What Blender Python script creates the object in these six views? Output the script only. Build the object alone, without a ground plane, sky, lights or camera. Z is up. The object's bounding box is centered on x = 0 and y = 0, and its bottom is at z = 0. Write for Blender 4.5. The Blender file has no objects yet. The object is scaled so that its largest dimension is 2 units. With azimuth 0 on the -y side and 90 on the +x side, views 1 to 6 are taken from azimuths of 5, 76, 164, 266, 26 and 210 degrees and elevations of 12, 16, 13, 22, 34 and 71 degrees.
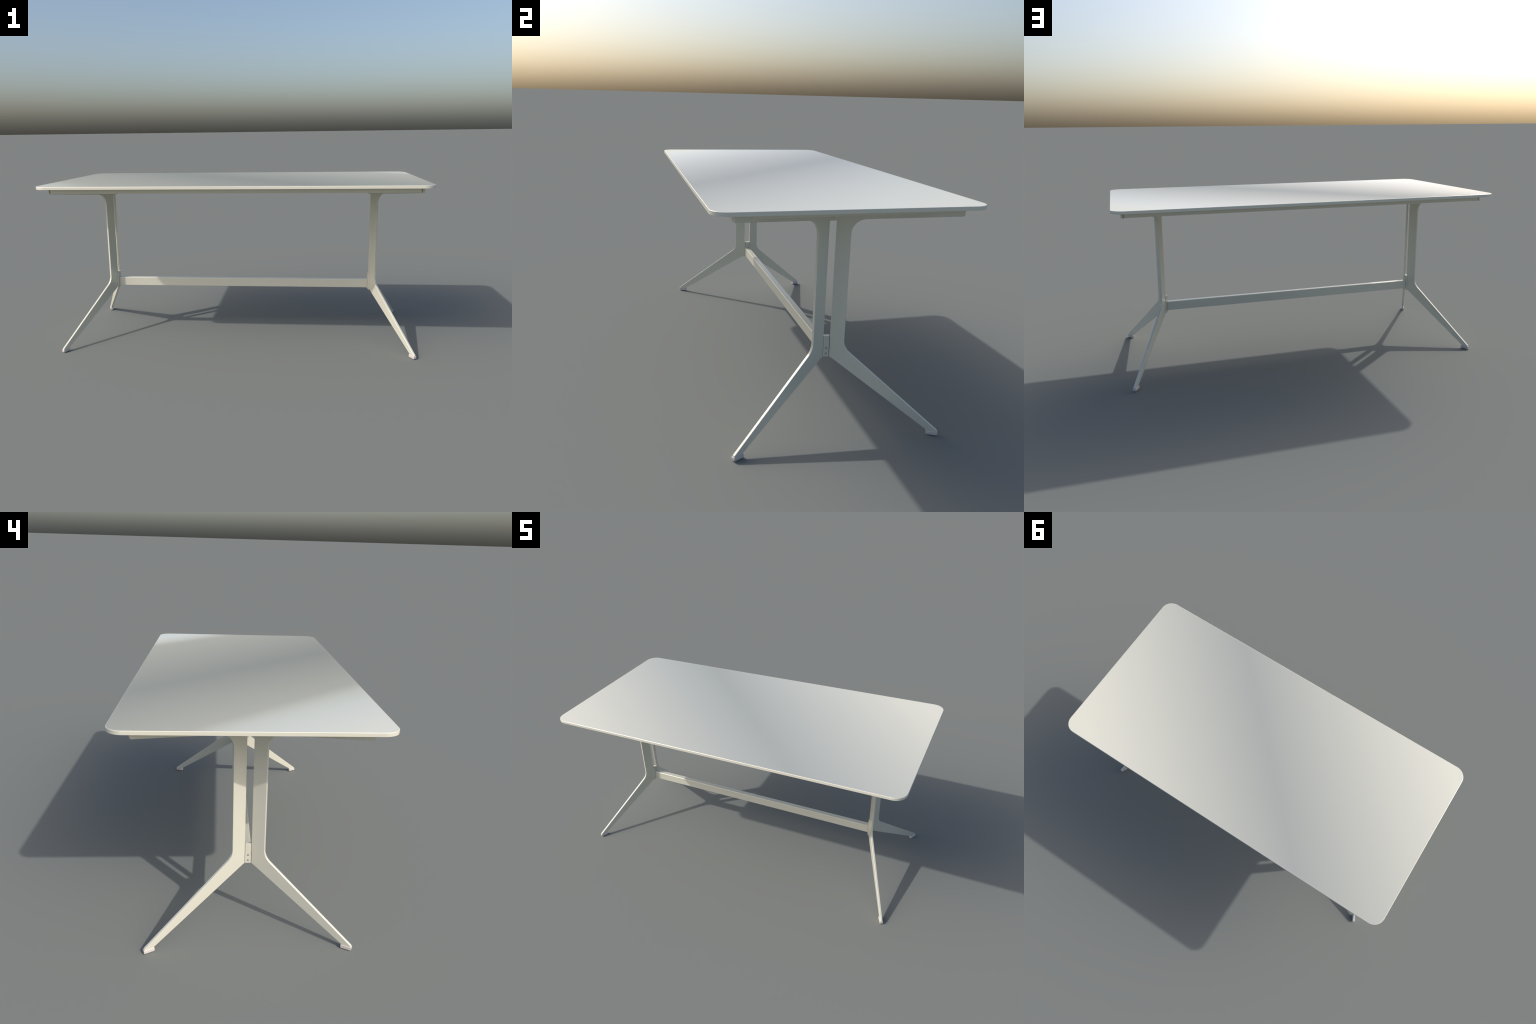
"""White conference table: rounded top, two splayed Y-shaped trestles cut from
flat plate, long aprons, one low stretcher bar."""
import bpy, bmesh, math
from mathutils import Vector, Matrix

# ------------------------------------------------------------------ sizes
TOP_HALF_X, TOP_HALF_Y = 1.0, 0.488
TOP_Z, TOP_UNDER = 0.9126, 0.8978
CORNER_R = 0.062
SPLAY = math.radians(62.5)      # plan angle of every leg plate to the x axis
HUB_X = 0.737                   # where the two plates of a trestle would meet
PLATE_T = 0.0118                # plate thickness
S_IN, S_POST, S_TIP = 0.0175, 0.0735, 0.4640   # stations along a plate
FOOT_T, FOOT_H = 0.0168, 0.0145
BAR_HALF_Y, BAR_Z0, BAR_Z1 = 0.0145, 0.2800, 0.3288


# ------------------------------------------------------------------ helpers
def fillet(points):
    """points: (a, b, radius) corners of a closed outline -> rounded outline."""
    out = []
    n = len(points)
    for i, (a, b, r) in enumerate(points):
        p = Vector((a, b))
        if r <= 0:
            out.append(p)
            continue
        q0 = Vector(points[i - 1][:2]) - p
        q1 = Vector(points[(i + 1) % n][:2]) - p
        q0.normalize(); q1.normalize()
        half = q0.angle(q1) / 2
        reach = r / math.tan(half)
        centre = p + (q0 + q1).normalized() * (r / math.sin(half))
        s = p + q0 * reach - centre
        e = p + q1 * reach - centre
        turn = math.atan2(s.x * e.y - s.y * e.x, s.dot(e))
        steps = max(3, int(abs(turn) / math.radians(7)))
        for k in range(steps + 1):
            w = turn * k / steps
            c, sn = math.cos(w), math.sin(w)
            out.append(centre + Vector((s.x * c - s.y * sn, s.x * sn + s.y * c)))
    return out


def prism(name, outline, lo, hi, axes, bevel=0.001, segments=2, top_bevel=None):
    """Extrude a 2D outline from lo to hi; axes = (u, v, w) world vectors."""
    u, v, w = (Vector(a) for a in axes)
    bm = bmesh.new()
    a = [bm.verts.new(u * p.x + v * p.y + w * lo) for p in outline]
    b = [bm.verts.new(u * p.x + v * p.y + w * hi) for p in outline]
    n = len(a)
    bottom = bm.faces.new(a[::-1])
    top = bm.faces.new(b)
    for i in range(n):
        bm.faces.new((a[i], a[(i + 1) % n], b[(i + 1) % n], b[i]))
    bmesh.ops.recalc_face_normals(bm, faces=bm.faces)
    if top_bevel:
        rims = [(list(top.edges), top_bevel), (list(bottom.edges), bevel)]
    else:
        rims = [(list(top.edges) + list(bottom.edges), bevel)]
    for edges, size in rims:
        if size > 0:
            edges = [e for e in edges if e.is_valid]
            bmesh.ops.bevel(bm, geom=edges, offset=size, segments=segments,
                            profile=0.5, affect='EDGES', clamp_overlap=True)
    me = bpy.data.meshes.new(name)
    bm.to_mesh(me)
    bm.free()
    return me


def finish(me, material):
    """Smooth shading with sharp creases and area-weighted normals."""
    if material is not None and not me.materials:
        me.materials.append(material)
    for p in me.polygons:
        p.use_smooth = True
    me.set_sharp_from_angle(angle=math.radians(50))
    return me


def place(name, me, parent, matrix=None):
    ob = bpy.data.objects.new(name, me)
    bpy.context.scene.collection.objects.link(ob)
    ob.parent = parent
    if matrix is not None:
        ob.matrix_local = matrix
    wn = ob.modifiers.new("weighted_normal", 'WEIGHTED_NORMAL')
    wn.mode = 'FACE_AREA'
    wn.weight = 100
    wn.keep_sharp = True
    return ob


# ------------------------------------------------------------------ materials
def paint(name, colour, roughness, grain=0.0, metallic=0.0):
    m = bpy.data.materials.new(name)
    m.use_nodes = True
    nt = m.node_tree
    bsdf = nt.nodes["Principled BSDF"]
    bsdf.inputs["Roughness"].default_value = roughness
    bsdf.inputs["Metallic"].default_value = metallic
    tc = nt.nodes.new("ShaderNodeTexCoord")
    noise = nt.nodes.new("ShaderNodeTexNoise")
    noise.inputs["Scale"].default_value = 35
    noise.inputs["Detail"].default_value = 4
    nt.links.new(tc.outputs["Object"], noise.inputs["Vector"])
    ramp = nt.nodes.new("ShaderNodeValToRGB")
    ramp.color_ramp.elements[0].position = 0.3
    ramp.color_ramp.elements[1].position = 0.7
    ramp.color_ramp.elements[0].color = [c * (1 - grain) for c in colour] + [1]
    ramp.color_ramp.elements[1].color = list(colour) + [1]
    nt.links.new(noise.outputs["Fac"], ramp.inputs["Fac"])
    nt.links.new(ramp.outputs["Color"], bsdf.inputs["Base Color"])
    return m


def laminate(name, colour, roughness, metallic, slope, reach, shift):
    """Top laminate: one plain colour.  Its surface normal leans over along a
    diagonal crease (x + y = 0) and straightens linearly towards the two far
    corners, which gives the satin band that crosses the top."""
    m = bpy.data.materials.new(name)
    m.use_nodes = True
    nt = m.node_tree
    L = nt.links.new
    bsdf = nt.nodes["Principled BSDF"]
    bsdf.inputs["Base Color"].default_value = list(colour) + [1]
    bsdf.inputs["Roughness"].default_value = roughness
    bsdf.inputs["Metallic"].default_value = metallic

    def math_node(op, a, b=None):
        n = nt.nodes.new("ShaderNodeMath")
        n.operation = op
        for socket, v in zip(n.inputs, (a, b)):
            if v is None:
                continue
            if isinstance(v, (int, float)):
                socket.default_value = v
            else:
                L(v, socket)
        return n.outputs[0]

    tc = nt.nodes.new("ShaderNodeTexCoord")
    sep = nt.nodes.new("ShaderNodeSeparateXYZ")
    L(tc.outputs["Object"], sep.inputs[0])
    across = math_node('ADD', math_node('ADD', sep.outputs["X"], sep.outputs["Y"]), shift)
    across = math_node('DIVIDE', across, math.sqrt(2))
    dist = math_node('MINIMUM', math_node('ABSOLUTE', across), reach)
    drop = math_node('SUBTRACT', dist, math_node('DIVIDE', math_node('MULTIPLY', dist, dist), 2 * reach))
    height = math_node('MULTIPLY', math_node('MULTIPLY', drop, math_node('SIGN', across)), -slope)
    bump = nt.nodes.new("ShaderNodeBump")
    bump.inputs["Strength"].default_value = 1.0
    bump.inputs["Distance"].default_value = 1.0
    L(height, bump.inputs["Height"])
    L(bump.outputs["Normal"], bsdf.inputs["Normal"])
    return m


CREAM = (0.70, 0.685, 0.583)
frame_mat = paint("cream_powder_coat", CREAM, 0.26, 0.01, 0.19)
edge_mat = paint("cream_edge_band", (0.72, 0.70, 0.597), 0.26, 0.01, 0.16)
foot_mat = paint("pale_grey_glide", (0.59, 0.548, 0.525), 0.22, 0.01)
screw_mat = paint("grey_steel_screw", (0.42, 0.42, 0.44), 0.35, 0.05, 0.5)
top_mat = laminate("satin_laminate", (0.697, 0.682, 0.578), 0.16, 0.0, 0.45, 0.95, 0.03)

# ------------------------------------------------------------------ root
table = bpy.data.objects.new("conference_table", None)
bpy.context.scene.collection.objects.link(table)
table["label"] = "white rectangular table on two splayed Y-shaped plate trestles"
table["category"] = "table"

X, Y, Z = (1, 0, 0), (0, 1, 0), (0, 0, 1)

# ------------------------------------------------------------------ tabletop
rect = fillet([(TOP_HALF_X, TOP_HALF_Y, CORNER_R), (-TOP_HALF_X, TOP_HALF_Y, CORNER_R),
               (-TOP_HALF_X, -TOP_HALF_Y, CORNER_R), (TOP_HALF_X, -TOP_HALF_Y, CORNER_R)])
me = prism("tabletop", rect, TOP_UNDER, TOP_Z, (X, Y, Z), bevel=0.0008, top_bevel=0.0022, segments=3)
me.materials.append(edge_mat)
me.materials.append(top_mat)
for p in me.polygons:
    if p.normal.z > 0.999 and p.area > 0.5:
        p.material_index = 1
finish(me, None)
place("tabletop", me, table)

# ------------------------------------------------------------------ leg plates
# One outline in plate coordinates: s along the floor from the hub, z upwards.
arm_slope = 0.1016
arm_z = lambda s: 0.8348 + arm_slope * (s - 0.133)
leg_top = lambda s: 0.2664 - 0.7885 * (s - 0.140)
leg_bot = lambda s: 0.2387 - 0.6589 * (s - 0.0766)
profile = fillet([
    (S_IN, TOP_UNDER + 0.001, 0),
    (S_IN, leg_bot(0.0215), 0.0),
    (0.0215, leg_bot(0.0215), 0.0),
    (0.4140, leg_bot(0.4140), 0),
    (0.4140, FOOT_H - 0.001, 0),
    (0.4535, FOOT_H - 0.001, 0),
    (0.4535, leg_top(0.4535), 0.006),
    (S_POST, leg_top(S_POST), 0.060),
    (S_POST, arm_z(S_POST), 0.060),
    (S_TIP - 0.0012, arm_z(S_TIP), 0.005),
    (S_TIP, TOP_UNDER + 0.001, 0),
])
# plate local frame: x = along the plate, y = thickness, z = up
leg_mesh = finish(prism("leg_plate", profile, -PLATE_T / 2, PLATE_T / 2,
                        (X, Z, (0, -1, 0)), bevel=0.0018, segments=3), frame_mat)
foot_outline = fillet([(0.4118, 0.0, 0.004), (0.4557, 0.0, 0.004),
                       (0.4557, FOOT_H, 0.0015), (0.4118, FOOT_H, 0.0015)])
foot_mesh = finish(prism("foot", foot_outline, -FOOT_T / 2, FOOT_T / 2,
                         (X, Z, (0, -1, 0)), bevel=0.0018), foot_mat)

# ------------------------------------------------------------------ hub pieces
# (profiles in x-z for the +x trestle, mirrored by a half turn for the other)
collar_profile = fillet([(0.7330, 0.3630, 0.001), (0.7330, 0.2825, 0), (0.7290, 0.2812, 0),
                         (0.7290, 0.2780, 0), (0.7400, 0.2735, 0.002), (0.7488, 0.2765, 0.001),
                         (0.7488, 0.3640, 0.001)])
collar_mesh = finish(prism("collar", collar_profile, -0.0120, 0.0120,
                           (X, Z, (0, -1, 0)), bevel=0.0018, segments=3), frame_mat)
# ears that hug the inner faces of the plates, in plate coordinates
ear_outline = fillet([(0.0120, 0.2723, 0), (0.0245, 0.2678, 0), (0.0245, 0.3590, 0.001),
                      (0.0120, 0.3625, 0.001)])
ear_mesh = finish(prism("collar_ear", ear_outline, 0.0, 0.0032,
                        (X, Z, (0, 1, 0)), bevel=0.0006), frame_mat)
bracket_profile = fillet([(0.7205, TOP_UNDER + 0.001, 0), (0.7205, 0.8270, 0.002), (0.7370, 0.8195, 0.003),
                          (0.7470, 0.8203, 0.001), (0.7470, TOP_UNDER + 0.001, 0)])
bracket_mesh = finish(prism("top_bracket", bracket_profile, -0.0135, 0.0135,
                            (X, Z, (0, -1, 0)), bevel=0.001), frame_mat)


def screw(name, radius, depth):
    ring = [Vector((math.cos(t) * radius, math.sin(t) * radius))
            for t in (2 * math.pi * k / 24 for k in range(24))]
    return finish(prism(name, ring, 0.0, depth, (Y, Z, X), bevel=0.0004, segments=1), screw_mat)


screw_mesh = screw("screw", 0.0043, 0.0014)

for end in (1, -1):
    turn = Matrix.Rotation(0 if end > 0 else math.pi, 4, 'Z')
    collar = place("collar", collar_mesh, table, turn)
    for z in (0.3130, 0.2896):
        place("screw", screw_mesh, collar, Matrix.Translation((0.7482, 0, z)))
    bracket = place("top_bracket", bracket_mesh, table, turn)
    place("screw", screw_mesh, bracket, Matrix.Translation((0.7461, 0, 0.8358)))
    for side in (1, -1):
        plan = SPLAY * side
        local = turn @ Matrix.Translation((HUB_X, 0, 0)) @ Matrix.Rotation(plan, 4, 'Z')
        leg = place("leg", leg_mesh, table, local)
        place("foot", foot_mesh, leg)
        # inner face is at +y for side>0, -y for side<0
        flip = Matrix.Identity(4) if side > 0 else Matrix.Scale(-1, 4, (0, 1, 0))
        ear_local = Matrix.Translation((0, side * (PLATE_T / 2 - 0.0004), 0))
        ear = place("collar_ear", ear_mesh, leg, ear_local @ (Matrix.Identity(4) if side > 0
                    else Matrix.Translation((0, -0.0032, 0))))

# ------------------------------------------------------------------ stretcher and aprons
bar_outline = fillet([(-BAR_HALF_Y, BAR_Z0, 0.002), (BAR_HALF_Y, BAR_Z0, 0.002),
                      (BAR_HALF_Y, BAR_Z1, 0.0032), (-BAR_HALF_Y, BAR_Z1, 0.0032)])
place("stretcher", finish(prism("stretcher", bar_outline, -0.7335, 0.7335, (Y, Z, X), bevel=0.0006),
                          frame_mat), table)
apron_outline = fillet([(-0.006, 0.8703, 0.001), (0.006, 0.8703, 0.001),
                        (0.006, TOP_UNDER + 0.001, 0), (-0.006, TOP_UNDER + 0.001, 0)])
apron_mesh = finish(prism("apron", apron_outline, -0.9380, 0.9380, (Y, Z, X), bevel=0.0006), frame_mat)
for side in (1, -1):
    place("apron", apron_mesh, table, Matrix.Translation((0, side * 0.407, 0)))

# shallow end aprons between the two arms of a trestle
end_outline = fillet([(-0.005, 0.8735, 0.001), (0.005, 0.8735, 0.001),
                      (0.005, TOP_UNDER + 0.001, 0), (-0.005, TOP_UNDER + 0.001, 0)])
end_mesh = finish(prism("end_apron", end_outline, -0.345, 0.345, (X, Z, (0, -1, 0)), bevel=0.0006), frame_mat)
for side in (1, -1):
    place("end_apron", end_mesh, table, Matrix.Translation((side * 0.920, 0, 0)))
